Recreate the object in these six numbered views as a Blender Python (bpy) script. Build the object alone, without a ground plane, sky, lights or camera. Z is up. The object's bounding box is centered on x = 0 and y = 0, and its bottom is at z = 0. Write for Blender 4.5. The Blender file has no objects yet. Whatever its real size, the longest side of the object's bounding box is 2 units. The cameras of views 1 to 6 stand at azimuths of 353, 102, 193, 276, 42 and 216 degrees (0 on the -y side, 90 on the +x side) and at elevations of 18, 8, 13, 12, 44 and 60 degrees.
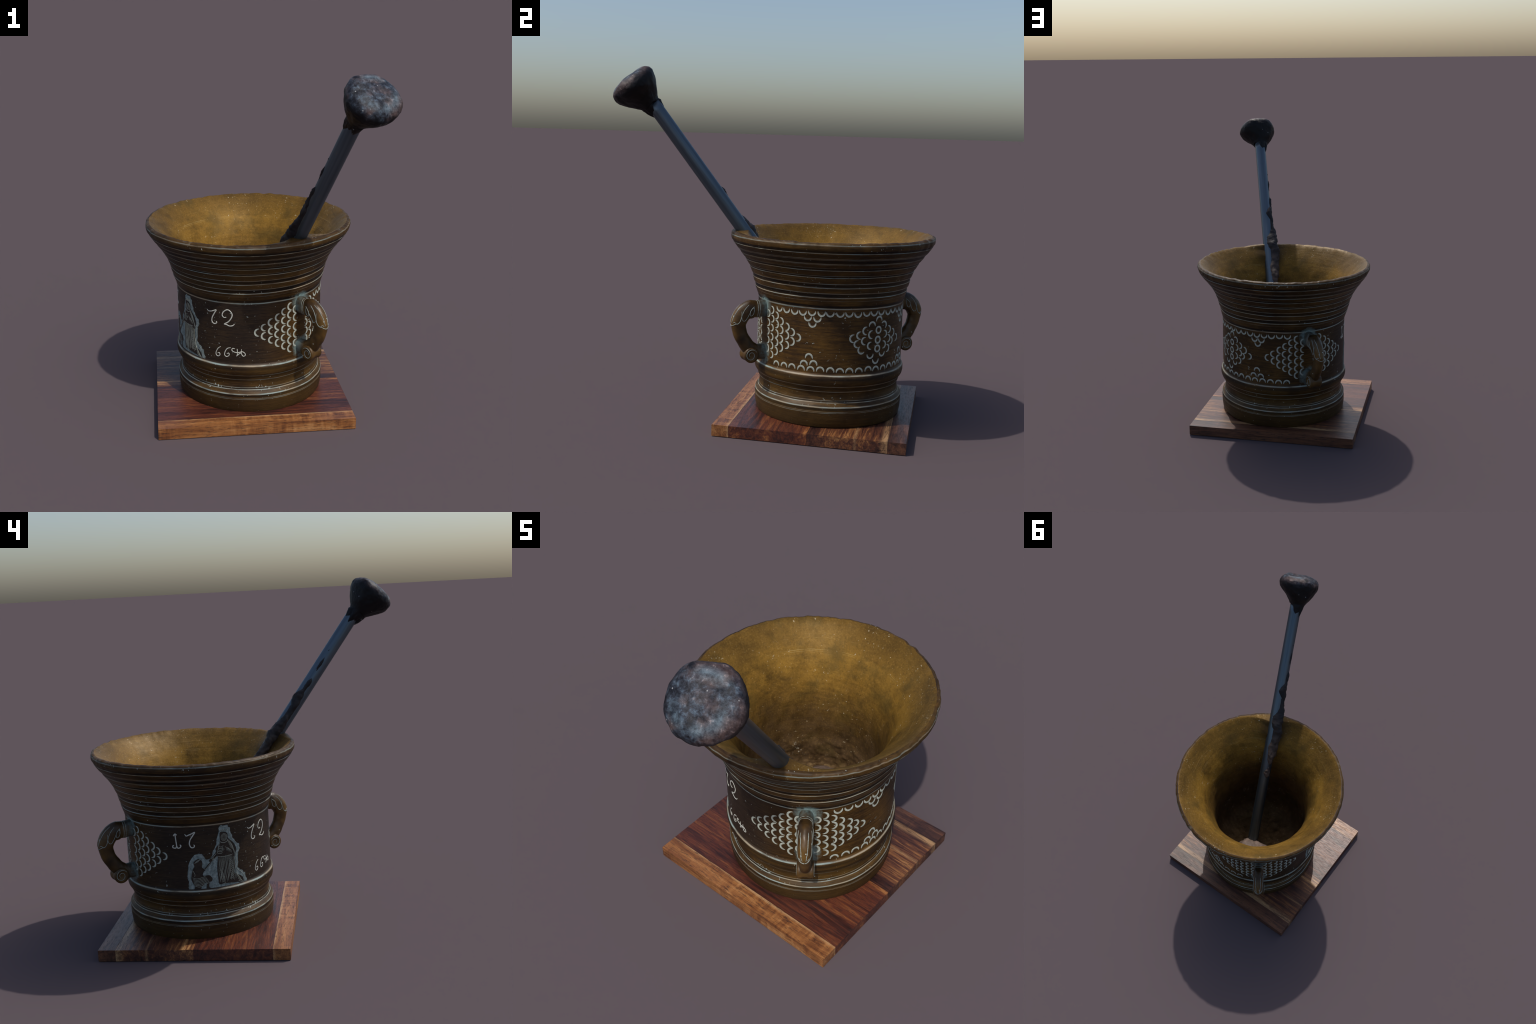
"""Engraved bronze mortar with an iron pestle, standing on a glued hardwood board."""
import bpy, bmesh, math, random
import numpy as np
from mathutils import Vector, Matrix, noise
from mathutils.bvhtree import BVHTree

random.seed(7)
rng = np.random.default_rng(7)
COL = bpy.context.scene.collection
PI = math.pi

# ------------------------------------------------------------------ helpers
def add_object(name, mesh, parent=None, mats=()):
    ob = bpy.data.objects.new(name, mesh)
    COL.objects.link(ob)
    if parent is not None:
        ob.parent = parent
    if mesh is not None:
        for m in mats:
            if m.name not in [x.name for x in mesh.materials if x]:
                mesh.materials.append(m)
    return ob

def add_empty(name, loc=(0, 0, 0), rot=(0, 0, 0)):
    ob = bpy.data.objects.new(name, None)
    COL.objects.link(ob)
    ob.location = loc
    ob.rotation_euler = rot
    ob.empty_display_size = 0.1
    return ob

def mesh_from(name, verts, faces, smooth=True):
    me = bpy.data.meshes.new(name)
    me.from_pydata([tuple(map(float, v)) for v in verts], [], [tuple(map(int, f)) for f in faces])
    if smooth:
        me.polygons.foreach_set("use_smooth", [True] * len(me.polygons))
    me.update()
    return me

def smoothstep(a, b, x):
    t = np.clip((np.asarray(x, float) - a) / (b - a), 0, 1)
    return t * t * (3 - 2 * t)

def fbm(p, octaves=3):
    return noise.fractal(Vector(p), 0.6, 2.1, octaves, noise_basis='PERLIN_ORIGINAL')

def catmull(pts, n=8, closed=False):
    P = [np.array(p, float) for p in pts]
    m = len(P)
    out = []
    segs = m if closed else m - 1
    for i in range(segs):
        if closed:
            p0, p1, p2, p3 = P[(i - 1) % m], P[i], P[(i + 1) % m], P[(i + 2) % m]
        else:
            p0, p1, p2, p3 = P[max(i - 1, 0)], P[i], P[i + 1], P[min(i + 2, m - 1)]
        for j in range(n):
            t = j / n
            out.append(0.5 * ((2 * p1) + (-p0 + p2) * t + (2 * p0 - 5 * p1 + 4 * p2 - p3) * t * t
                              + (-p0 + 3 * p1 - 3 * p2 + p3) * t ** 3))
    if not closed:
        out.append(P[-1])
    return out

# ------------------------------------------------------------------ node helpers
class Mat:
    def __init__(self, name):
        self.m = bpy.data.materials.new(name)
        self.m.use_nodes = True
        self.t = self.m.node_tree
        self.t.nodes.clear()
        self.out = self.t.nodes.new("ShaderNodeOutputMaterial")
        self.b = self.t.nodes.new("ShaderNodeBsdfPrincipled")
        self.t.links.new(self.b.outputs[0], self.out.inputs[0])
        self.tc = self.t.nodes.new("ShaderNodeTexCoord")
        self.obj = self.tc.outputs["Object"]

    def link(self, a, b):
        if isinstance(a, (int, float)):
            b.default_value = a
        elif isinstance(a, (tuple, list)):
            b.default_value = tuple(a) + ((1.0,) if len(a) == 3 and len(b.default_value) == 4 else ())
        else:
            self.t.links.new(a, b)

    def math(self, op, a, b=0.0, c=0.0, clamp=False):
        n = self.t.nodes.new("ShaderNodeMath")
        n.operation = op
        n.use_clamp = clamp
        self.link(a, n.inputs[0]); self.link(b, n.inputs[1]); self.link(c, n.inputs[2])
        return n.outputs[0]

    def mapping(self, scale=(1, 1, 1), loc=(0, 0, 0), rot=(0, 0, 0), vec=None):
        n = self.t.nodes.new("ShaderNodeMapping")
        n.inputs["Scale"].default_value = scale
        n.inputs["Location"].default_value = loc
        n.inputs["Rotation"].default_value = rot
        self.link(vec or self.obj, n.inputs["Vector"])
        return n.outputs[0]

    def noise(self, scale=5, detail=4, rough=0.55, vec=None, dist=0.0):
        n = self.t.nodes.new("ShaderNodeTexNoise")
        n.inputs["Scale"].default_value = scale
        n.inputs["Detail"].default_value = detail
        n.inputs["Roughness"].default_value = rough
        n.inputs["Distortion"].default_value = dist
        self.link(vec or self.obj, n.inputs["Vector"])
        return n.outputs["Fac"]

    def voronoi(self, scale=5, feature='F1', vec=None, rand=1.0):
        n = self.t.nodes.new("ShaderNodeTexVoronoi")
        n.feature = feature
        n.inputs["Scale"].default_value = scale
        n.inputs["Randomness"].default_value = rand
        self.link(vec or self.obj, n.inputs["Vector"])
        return n.outputs

    def ramp(self, fac, stops, interp='LINEAR'):
        n = self.t.nodes.new("ShaderNodeValToRGB")
        r = n.color_ramp
        r.interpolation = interp
        while len(r.elements) < len(stops):
            r.elements.new(0.5)
        for e, (p, c) in zip(r.elements, stops):
            e.position = p
            e.color = (c, c, c, 1) if isinstance(c, (int, float)) else (*c, 1)
        self.link(fac, n.inputs[0])
        return n.outputs[0]

    def mix(self, fac, a, b, mode='MIX'):
        n = self.t.nodes.new("ShaderNodeMix")
        n.data_type = 'RGBA'
        n.blend_type = mode
        n.clamp_factor = True
        self.link(fac, n.inputs[0]); self.link(a, n.inputs[6]); self.link(b, n.inputs[7])
        return n.outputs[2]

    def xyz(self, vec=None):
        n = self.t.nodes.new("ShaderNodeSeparateXYZ")
        self.link(vec or self.obj, n.inputs[0])
        return n.outputs

    def pulse(self, x, centre, half):
        d = self.math('ABSOLUTE', self.math('SUBTRACT', x, centre))
        return self.math('SUBTRACT', 1.0, self.math('DIVIDE', d, half), clamp=True)

    def pulses(self, x, items):
        acc = None
        for c, h, s in items:
            p = self.math('MULTIPLY', self.pulse(x, c, h), s)
            acc = p if acc is None else self.math('MAXIMUM', acc, p)
        return acc

    def bump(self, height, strength=0.3, dist=0.01):
        n = self.t.nodes.new("ShaderNodeBump")
        n.inputs["Strength"].default_value = strength
        n.inputs["Distance"].default_value = dist
        self.link(height, n.inputs["Height"])
        self.link(n.outputs[0], self.b.inputs["Normal"])

    def set(self, **kw):
        for k, v in kw.items():
            self.link(v, self.b.inputs[k.replace("_", " ")])

# ------------------------------------------------------------------ dimensions
AXIS_X, AXIS_Y = 0.0141, 0.2967            # foot centre of the mortar
LEAN_X, LEAN_Y = -0.0122, -0.0038          # slight lean of its axis
BAND_R = 0.4212                            # the engraved band is a plain cylinder
HANDLES = (-52.7, 125.1)                   # degrees round the mortar: middle of the scale fields
HANDLE_AT = (-53.6, 125.2)                 # the handles themselves sit a little off that middle

ROD_A = np.array((0.1935, -0.1065, 1.0))   # a point on the pestle shaft
ROD_D = np.array((0.2015, -0.5660, 0.8010))
ROD_D /= np.linalg.norm(ROD_D)
ROD_R = 0.0390
HEAD_Q = np.array((0.4370, -0.7645, 1.8880))
HEAD_AX = np.array((0.2316, -0.6288, 0.7422))
HEAD_AX /= np.linalg.norm(HEAD_AX)

# grooves turned into the flared neck: (height, half width, depth)
GROOVES = [(1.0485, .0075, .0026), (0.993, .011, .0030), (0.9495, .0065, .0026), (0.906, .0055, .0028),
           (0.854, .0105, .0036), (0.7985, .0120, .0040), (0.7345, .008, .0020)]
# edges of the grooves and steps that hold pale residue: (height, half width, strength)
LINES = [(1.0845, .0042, .42), (1.041, .0022, .75), (1.0105, .0016, .6), (1.0045, .0016, .6), (0.981, .0018, .6),
         (0.976, .0014, .5), (0.957, .0014, .35), (0.9425, .0020, .65), (0.9115, .0018, .6), (0.9005, .0020, .75),
         (0.866, .0026, .75), (0.842, .0022, .85), (0.811, .0030, 1.), (0.786, .0024, .9), (0.769, .0014, .3),
         (0.7235, .0048, 1.), (0.354, .0050, 1.15), (0.292, .0032, .85), (0.261, .0028, .75), (0.2112, .0020, .6),
         (0.2005, .0026, .85), (0.1785, .0046, 1.2), (0.1545, .0013, .6), (0.1480, .0014, .7)]

# ------------------------------------------------------------------ materials
CHALK = (0.42, 0.46, 0.41)
VERDIGRIS = (0.16, 0.26, 0.27)

def bronze_outside():
    M = Mat("engraved_bronze")
    x, y, z = M.xyz()
    ang = M.math('ARCTAN2', y, x)
    wob = M.math('MULTIPLY', M.math('SUBTRACT', M.noise(3.0, 2), 0.5), 0.008)
    zz = M.math('ADD', z, wob)
    # colour of the metal: brown gold, streaked by the lathe, with darker blotches
    blot = M.noise(5.0, 5, 0.6)
    streak = M.noise(1.0, 4, 0.6, M.mapping((5, 5, 95)))
    fine = M.noise(1.0, 3, 0.6, M.mapping((22, 22, 330)))
    tone = M.math('ADD', M.math('MULTIPLY', blot, 0.55), M.math('MULTIPLY', streak, 0.45))
    warm = M.ramp(tone, [(0.32, (0.016, 0.0078, 0.0026)), (0.46, (0.041, 0.0195, 0.0044)), (0.60, (0.092, 0.045, 0.0085)), (0.72, (0.160, 0.082, 0.0165))])
    dark = M.ramp(tone, [(0.30, (0.013, 0.0085, 0.0062)), (0.50, (0.024, 0.0150, 0.0098)), (0.68, (0.047, 0.029, 0.014))])
    # the band keeps a dark patina on the side of the figure and the numbers
    side = M.math('COSINE', M.math('SUBTRACT', ang, math.radians(216)))
    side = M.ramp(M.math('ADD', side, M.math('MULTIPLY', M.math('SUBTRACT', blot, .5), .5)), [(0.12, 0.0), (0.62, 1.0)])
    inband = M.ramp(zz, [(0.335, 0.25), (0.36, 1.0), (0.715, 1.0), (0.735, 0.28)])
    col = M.mix(M.math('MULTIPLY', side, inband), warm, dark)
    # the flared neck: dark in the grooves, warm on the fillets
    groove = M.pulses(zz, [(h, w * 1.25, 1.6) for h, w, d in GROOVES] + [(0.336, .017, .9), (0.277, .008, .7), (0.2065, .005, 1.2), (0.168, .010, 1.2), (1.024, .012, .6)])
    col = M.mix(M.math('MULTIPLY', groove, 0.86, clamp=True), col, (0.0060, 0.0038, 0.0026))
    olive = M.ramp(M.noise(2.3, 3), [(0.42, 0.0), (0.62, 0.55)])
    col = M.mix(M.math('MULTIPLY', olive, M.math('SUBTRACT', 1.0, inband)), col, (0.058, 0.034, 0.0075))
    fs = M.ramp(fine, [(0.56, 0.0), (0.80, 0.40)])
    col = M.mix(fs, col, (0.13, 0.080, 0.036))
    fd = M.ramp(fine, [(0.26, 0.85), (0.46, 0.0)])
    col = M.mix(fd, col, (0.010, 0.0065, 0.004))
    col = M.mix(M.ramp(zz, [(0.135, 0.55), (0.158, 0.0)]), col, (0.032, 0.0165, 0.0045))
    # dark worn rim
    col = M.mix(M.ramp(zz, [(1.050, 0.0), (1.064, 0.62)]), col, M.ramp(M.noise(13, 4, .6), [(0.38, (0.012, 0.0085, 0.0055)), (0.64, (0.060, 0.036, 0.015))]))
    # pale residue along the turned lines, broken up along the way
    brk = M.noise(1.0, 5, 0.65, M.mapping((9, 9, 60)))
    brk = M.ramp(brk, [(0.32, 0.30), (0.54, 1.15)])
    ln = M.math('POWER', M.pulses(zz, LINES), 0.8)
    ln = M.math('MULTIPLY', ln, brk, clamp=True)
    linecol = M.mix(M.ramp(M.noise(6.0, 2), [(0.4, 0.0), (0.6, 1.0)]), (0.36, 0.30, 0.21), (0.34, 0.42, 0.39))
    col = M.mix(M.math('MULTIPLY', ln, 0.85), col, linecol)
    # green-blue residue round the handle roots
    root = None
    for a in HANDLES:
        for hz, rad in ((0.69, .085), (0.42, .085)):
            n = M.t.nodes.new("ShaderNodeVectorMath"); n.operation = 'DISTANCE'
            M.link(M.obj, n.inputs[0])
            n.inputs[1].default_value = (BAND_R * math.cos(math.radians(a)), BAND_R * math.sin(math.radians(a)), hz)
            p = M.math('SUBTRACT', 1.0, M.math('DIVIDE', n.outputs["Value"], rad), clamp=True)
            root = p if root is None else M.math('MAXIMUM', root, p)
    rn = M.noise(38.0, 4, 0.7)
    root = M.ramp(M.math('MULTIPLY', M.math('ADD', root, 0.12), rn), [(0.16, 0.0), (0.42, 0.9)])
    near = M.math('GREATER_THAN', root, 0.001)
    col = M.mix(M.math('MULTIPLY', root, near), col, (0.20, 0.29, 0.28))
    # specks of chalk, thickest on the rim and above the foot
    zone = M.pulses(z, [(1.08, .035, 1.0), (0.215, .06, 1.0), (0.55, .6, .62)])
    cl = M.math('MULTIPLY', M.ramp(M.noise(5.5, 3), [(0.44, 0.0), (0.64, 1.0)]), zone)
    spk = M.math('ADD', M.noise(75.0, 3, 0.6), M.math('MULTIPLY', cl, 0.115))
    spk = M.ramp(spk, [(0.715, 0.0), (0.745, 0.85)])
    col = M.mix(spk, col, CHALK)
    rimz = M.pulse(z, 1.088, 0.012)
    rimn = M.ramp(M.noise(16.0, 5, .7), [(0.60, 0.0), (0.72, 0.7)])
    col = M.mix(M.math('MULTIPLY', rimz, rimn), col, (0.26, 0.24, 0.18))
    M.set(Base_Color=col, Metallic=0.0, Roughness=M.ramp(tone, [(0.3, 0.56), (0.7, 0.42)]), Specular_IOR_Level=0.20)
    h = M.math('ADD', M.math('MULTIPLY', fine, 0.6), M.math('MULTIPLY', M.noise(60, 4), 0.5))
    M.bump(h, 0.35, 0.004)
    return M.m

def bronze_inside():
    M = Mat("polished_bronze_cavity")
    x, y, z = M.xyz()
    blot = M.noise(4.2, 6, 0.62, dist=0.4)
    ring = M.noise(1.0, 4, 0.6, M.mapping((6, 6, 70)))
    grain = M.noise(30.0, 5, 0.7)
    tone = M.math('ADD', M.math('MULTIPLY', blot, 0.6), M.math('ADD', M.math('MULTIPLY', ring, 0.22), M.math('MULTIPLY', grain, 0.18)))
    col = M.ramp(tone, [(0.32, (0.038, 0.023, 0.0065)), (0.43, (0.086, 0.047, 0.0095)), (0.53, (0.154, 0.083, 0.0150)), (0.68, (0.255, 0.143, 0.028))])
    # the bottom and the lower wall turn to a darker brown
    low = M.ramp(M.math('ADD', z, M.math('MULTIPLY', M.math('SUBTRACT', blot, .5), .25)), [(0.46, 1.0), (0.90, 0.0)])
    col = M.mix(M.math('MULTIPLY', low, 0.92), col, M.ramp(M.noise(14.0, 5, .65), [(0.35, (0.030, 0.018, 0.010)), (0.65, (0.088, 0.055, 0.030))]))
    top = M.ramp(M.math('ADD', z, M.math('MULTIPLY', M.math('SUBTRACT', blot, .5), .12)), [(0.985, 0.0), (1.055, 0.5)])
    col = M.mix(top, col, (0.080, 0.044, 0.0105))
    gold = M.math('MULTIPLY', M.pulse(z, 0.93, 0.15), M.ramp(M.noise(6.0, 4), [(0.38, 0.0), (0.60, 0.75)]))
    col = M.mix(gold, col, (0.27, 0.145, 0.023))
    gr2 = M.noise(110.0, 4, 0.7)
    col = M.mix(M.ramp(gr2, [(0.30, 0.45), (0.48, 0.0)]), col, (0.030, 0.018, 0.006))
    col = M.mix(M.ramp(gr2, [(0.56, 0.0), (0.72, 0.35)]), col, (0.33, 0.20, 0.06))
    pat = M.ramp(M.noise(4.4, 5, .62), [(0.52, 0.0), (0.66, 0.60)])
    col = M.mix(pat, col, (0.048, 0.034, 0.011))
    spk = M.math('ADD', M.noise(80.0, 3, 0.6), M.math('MULTIPLY', M.ramp(M.noise(6.0, 3), [(0.44, 0.0), (0.64, 1.0)]), 0.078))
    col = M.mix(M.ramp(spk, [(0.715, 0.0), (0.745, 0.7)]), col, (0.45, 0.38, 0.25))
    # dust gathered on the residue at the bottom
    dv = M.voronoi(95.0)
    dust = M.math('MULTIPLY', M.math('LESS_THAN', dv["Distance"], 0.4), M.ramp(M.noise(7.0, 3), [(0.54, 0.0), (0.60, 1.0)]))
    dust = M.math('MULTIPLY', dust, M.pulse(z, 0.44, 0.06))
    dust = M.math('MULTIPLY', dust, M.math('LESS_THAN', M.xyz(dv["Color"])[1], 0.45))
    col = M.mix(dust, col, (0.5, 0.47, 0.38))
    # scratched rings
    sc = M.math('MULTIPLY', M.pulses(z, [(0.985, .0016, .6), (0.978, .0012, .5), (1.03, .001, .4)]), M.ramp(M.noise(5, 3), [(0.5, 0), (0.6, 1)]))
    col = M.mix(sc, col, (0.36, 0.26, 0.10))
    # darker worn lip
    lip = M.ramp(M.math('ADD', z, M.math('MULTIPLY', M.math('SUBTRACT', blot, .5), .02)), [(1.076, 0.0), (1.092, 0.92)])
    col = M.mix(lip, col, (0.034, 0.021, 0.0100))
    # the patch where the shaft rubs the lip
    a = math.radians(-66)
    n = M.t.nodes.new("ShaderNodeVectorMath"); n.operation = 'DISTANCE'
    M.link(M.obj, n.inputs[0]); n.inputs[1].default_value = (0.50 * math.cos(a), 0.50 * math.sin(a), 1.04)
    rub = M.math('SUBTRACT', 1.0, M.math('DIVIDE', n.outputs["Value"], 0.15), clamp=True)
    col = M.mix(M.ramp(rub, [(0.12, 0.0), (0.5, 0.8)]), col, (0.026, 0.015, 0.008))
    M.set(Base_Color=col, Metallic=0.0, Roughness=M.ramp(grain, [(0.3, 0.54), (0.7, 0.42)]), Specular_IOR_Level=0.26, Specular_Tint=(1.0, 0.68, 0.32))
    M.bump(M.math('ADD', grain, M.math('MULTIPLY', ring, 0.6)), 0.3, 0.005)
    return M.m

def handle_bronze():
    M = Mat("cast_bronze_handle")
    t = M.noise(9.0, 5, 0.6)
    col = M.ramp(t, [(0.32, (0.020, 0.0105, 0.0040)), (0.5, (0.058, 0.030, 0.0080)), (0.68, (0.115, 0.060, 0.014))])
    x, y, z = M.xyz()
    root = M.ramp(x, [(0.425, 1.0), (0.475, 0.0)])
    rn = M.ramp(M.noise(26.0, 4, .65), [(0.36, 0.15), (0.6, 0.95)])
    col = M.mix(M.math('MULTIPLY', root, rn), col, (0.13, 0.185, 0.18))
    v = M.voronoi(60)
    spk = M.math('MULTIPLY', M.math('LESS_THAN', v["Distance"], .25), M.math('LESS_THAN', M.xyz(v["Color"])[0], .03))
    col = M.mix(spk, col, CHALK)
    M.set(Base_Color=col, Metallic=0.0, Roughness=0.40, Specular_IOR_Level=0.35)
    M.bump(M.noise(45, 4), 0.25, 0.004)
    return M.m

def chalk_mat(name="chalk_inlay", a=(0.30, 0.33, 0.28), b=(0.47, 0.49, 0.42)):
    M = Mat(name)
    t = M.noise(90, 4, 0.7)
    col = M.ramp(t, [(0.32, a), (0.62, b)])
    gap = M.ramp(M.noise(150, 2), [(0.24, 1.0), (0.36, 0.0)])
    col = M.mix(M.math('MULTIPLY', gap, 0.7), col, (0.09, 0.065, 0.035))
    M.set(Base_Color=col, Roughness=0.8, Specular_IOR_Level=0.25)
    M.bump(t, 0.3, 0.002)
    return M.m

def verdigris_mat():
    M = Mat("verdigris_ground")
    t = M.noise(55, 5, 0.7)
    col = M.ramp(t, [(0.30, (0.085, 0.105, 0.098)), (0.5, (0.185, 0.225, 0.215)), (0.68, (0.31, 0.36, 0.34))])
    M.set(Base_Color=col, Roughness=0.85, Specular_IOR_Level=0.2)
    M.bump(t, 0.4, 0.002)
    return M.m

def relief_mat():
    M = Mat("dark_relief_bronze")
    t = M.noise(40, 4, 0.6)
    col = M.ramp(t, [(0.35, (0.010, 0.007, 0.005)), (0.65, (0.034, 0.024, 0.016))])
    M.set(Base_Color=col, Metallic=0.2, Roughness=0.45)
    return M.m

def steel_mat():
    M = Mat("sky_tinted_steel")
    s = M.noise(1.0, 4, 0.6, M.mapping((60, 60, 1.6)))
    col = M.ramp(s, [(0.3, (0.078, 0.102, 0.126)), (0.7, (0.128, 0.162, 0.192))])  # base colour shifted to blue for the sky mirrored in the shaft
    fl = M.ramp(M.noise(1.0, 3, 0.6, M.mapping((45, 45, 7))), [(0.70, 0.0), (0.78, 0.7)])
    col = M.mix(fl, col, (0.22, 0.20, 0.16))
    M.set(Base_Color=col, Metallic=0.85, Roughness=0.42)
    return M.m

def iron_head_mat():
    M = Mat("worn_iron_head")
    x, y, z = M.xyz()
    rad = M.math('SQRT', M.math('ADD', M.math('MULTIPLY', x, x), M.math('MULTIPLY', y, y)))
    col = M.ramp(M.noise(16, 5, .65), [(0.35, (0.0030, 0.0028, 0.0036)), (0.6, (0.0070, 0.0055, 0.0065)), (0.75, (0.018, 0.010, 0.010))])
    # the striking face is worn to blue-grey metal with rusty pits
    face = M.ramp(M.math('ADD', z, M.math('MULTIPLY', M.math('SUBTRACT', M.noise(14, 4), .5), .035)), [(0.004, 0.0), (0.036, 1.0)])
    g = M.noise(34, 7, 0.76, dist=0.2)
    steel = M.ramp(g, [(0.40, (0.006, 0.006, 0.009)), (0.50, (0.026, 0.030, 0.041)), (0.59, (0.056, 0.078, 0.106)), (0.72, (0.20, 0.25, 0.28))])
    rust = M.ramp(M.noise(9.0, 4, .6), [(0.46, 0.0), (0.60, 0.85)])
    steel = M.mix(rust, steel, M.ramp(g, [(0.35, (0.020, 0.010, 0.009)), (0.58, (0.085, 0.055, 0.050)), (0.68, (0.38, 0.25, 0.21))]))
    ring = M.pulse(rad, 0.088, 0.030)
    steel = M.mix(M.math('MULTIPLY', ring, M.ramp(M.noise(12, 4), [(0.40, 0.0), (0.60, 0.80)])), steel, M.ramp(g, [(0.38, (0.026, 0.040, 0.056)), (0.66, (0.16, 0.23, 0.275))]))
    col = M.mix(face, col, steel)
    v = M.voronoi(70)
    spk = M.math('MULTIPLY', M.math('LESS_THAN', v["Distance"], .2), M.math('LESS_THAN', M.xyz(v["Color"])[0], .03))
    col = M.mix(spk, col, (0.25, 0.25, 0.25))
    M.set(Base_Color=col, Metallic=0.0, Roughness=0.48, Specular_IOR_Level=0.22)
    M.bump(M.math('ADD', g, M.math('MULTIPLY', M.noise(70, 3), .4)), 0.4, 0.006)
    return M.m

def crust_mat(name, stops, pale=None):
    M = Mat(name)
    t = M.noise(20, 5, 0.65)
    col = M.ramp(t, stops)
    if pale:                                   # dried paste still clings to the lower part
        z = M.math('ADD', M.xyz()[2], M.math('MULTIPLY', M.math('SUBTRACT', M.noise(12, 3), .5), .25))
        col = M.mix(M.ramp(z, [(0.62, 1.0), (0.84, 0.0)]), col, M.ramp(t, [(0.35, pale[0]), (0.65, pale[1])]))
    M.set(Base_Color=col, Roughness=0.6, Specular_IOR_Level=0.3)
    M.bump(M.noise(50, 4), 0.4, 0.005)
    return M.m

def wood_mat(name, seed, stops, figure=0.0, streak_gain=1.0, sap=()):
    M = Mat(name)
    loc = (seed * 3.7, seed * 1.9, seed * 5.3)
    warp = M.noise(1.0, 3, .5, M.mapping((2.2, 9, 9), loc))
    grain = M.noise(1.0, 6, 0.68, M.mapping((3.2, 42, 42), loc), dist=0.8)
    pores = M.noise(1.0, 3, 0.6, M.mapping((26, 190, 190), loc))
    big = M.noise(1.0, 3, 0.55, M.mapping((1.4, 6.5, 6.5), loc))
    t = M.math('ADD', M.math('MULTIPLY_ADD', grain, 0.5 * streak_gain, 0.262 - 0.25 * streak_gain), M.math('ADD', M.math('MULTIPLY', big, 0.42), M.math('MULTIPLY', warp, 0.12)))
    if figure:
        fig = M.noise(1.0, 4, 0.6, M.mapping((36, 7, 7), loc, (0, 0, 0.3)))
        fm = M.ramp(M.noise(1.0, 2, .5, M.mapping((3.5, 6, 6), loc)), [(0.42, 0.0), (0.58, 1.0)])
        t = M.math('SUBTRACT', t, M.math('MULTIPLY', M.math('MULTIPLY', M.math('SUBTRACT', fig, 0.45), fm), figure))
    col = M.ramp(t, stops)
    for y0, wide, amount in sap:               # pale sapwood along one edge of the plank
        yy = M.math('ADD', M.xyz()[1], M.math('MULTIPLY', M.math('SUBTRACT', grain, 0.5), wide * 1.2))
        m = M.math('MULTIPLY', M.pulse(yy, y0, wide), amount)
        col = M.mix(m, col, M.ramp(grain, [(0.35, (0.20, 0.10, 0.045)), (0.6, (0.44, 0.27, 0.13))]))
    col = M.mix(M.ramp(pores, [(0.32, 0.8), (0.47, 0.0)]), col, (0.022, 0.010, 0.007))
    M.set(Base_Color=col, Roughness=M.ramp(pores, [(0.3, 0.52), (0.6, 0.36)]), Specular_IOR_Level=0.5)
    M.bump(M.math('ADD', M.math('MULTIPLY', grain, 0.5), pores), 0.18, 0.002)
    return M.m

MAT_OUT, MAT_IN, MAT_HANDLE = bronze_outside(), bronze_inside(), handle_bronze()
MAT_CHALK = chalk_mat()
MAT_NUMERAL = chalk_mat("white_numeral_inlay", (0.42, 0.42, 0.36), (0.58, 0.57, 0.50))
MAT_LINE = chalk_mat("pale_groove_residue", (0.13, 0.15, 0.13), (0.34, 0.37, 0.33))
MAT_VERD, MAT_RELIEF = verdigris_mat(), relief_mat()
MAT_RIDGE = chalk_mat("relief_line_residue", (0.22, 0.23, 0.185), (0.36, 0.37, 0.30))
MAT_STEEL, MAT_HEAD = steel_mat(), iron_head_mat()
MAT_CRUST = crust_mat("dark_crust", [(0.35, (0.008, 0.007, 0.009)), (0.6, (0.018, 0.014, 0.015)), (0.75, (0.035, 0.024, 0.021))], ((0.042, 0.028, 0.021), (0.125, 0.088, 0.066)))
MAT_PASTE = crust_mat("dried_paste", [(0.35, (0.09, 0.062, 0.047)), (0.65, (0.18, 0.13, 0.105))])

# ------------------------------------------------------------------ mortar frame
mortar = add_empty("mortar", (AXIS_X, AXIS_Y, 0), (-LEAN_Y, LEAN_X, 0))
mortar["label"] = "flared bronze mortar with engraved scales, numerals and two handles"
mortar["category"] = "mortar"
MORTAR_M = Matrix.LocRotScale(Vector((AXIS_X, AXIS_Y, 0)), mortar.rotation_euler, None)
MORTAR_INV = MORTAR_M.inverted()

# ------------------------------------------------------------------ turned body
OUTER = [(.0625, .417), (.068, .4205), (.085, .4245), (.11, .4275), (.145, .4290), (.165, .4287), (.176, .4285), (.183, .4265),
         (.190, .4200), (.198, .4125), (.204, .4085), (.215, .4055), (.228, .4035), (.242, .4035), (.254, .4055), (.262, .4105),
         (.274, .4135), (.288, .4185), (.294, .4245), (.304, .4310), (.318, .4345), (.332, .4350), (.344, .4345), (.352, .4320),
         (.358, .4270), (.364, BAND_R), (.716, BAND_R), (.7215, .4220), (.727, .4250), (.745, .4290), (.765, .4345), (.78, .4390), (.81, .4460),
         (.84, .4540), (.87, .4635), (.90, .4755), (.93, .4925), (.96, .5125), (1.0, .5457), (1.03, .5690), (1.045, .5790),
         (1.055, .5845), (1.066, .5880), (1.080, .5890), (1.088, .5872), (1.0935, .5835), (1.0970, .5770), (1.0985, .5690)]
INNER = [(1.0985, .5690), (1.0965, .5610), (1.090, .5510), (1.078, .5360), (1.06, .5170), (1.03, .4865), (1.0, .4590), (.96, .4285), (.92, .4040), (.88, .3840),
         (.84, .3670), (.80, .3550), (.75, .3440), (.70, .3380), (.62, .3350), (.55, .3330), (.48, .3325), (.42, .3320), (.37, .3290), (.325, .3180),
         (.285, .2950), (.257, .2600), (.240, .2000), (.234, .1000), (.234, .0015)]

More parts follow.
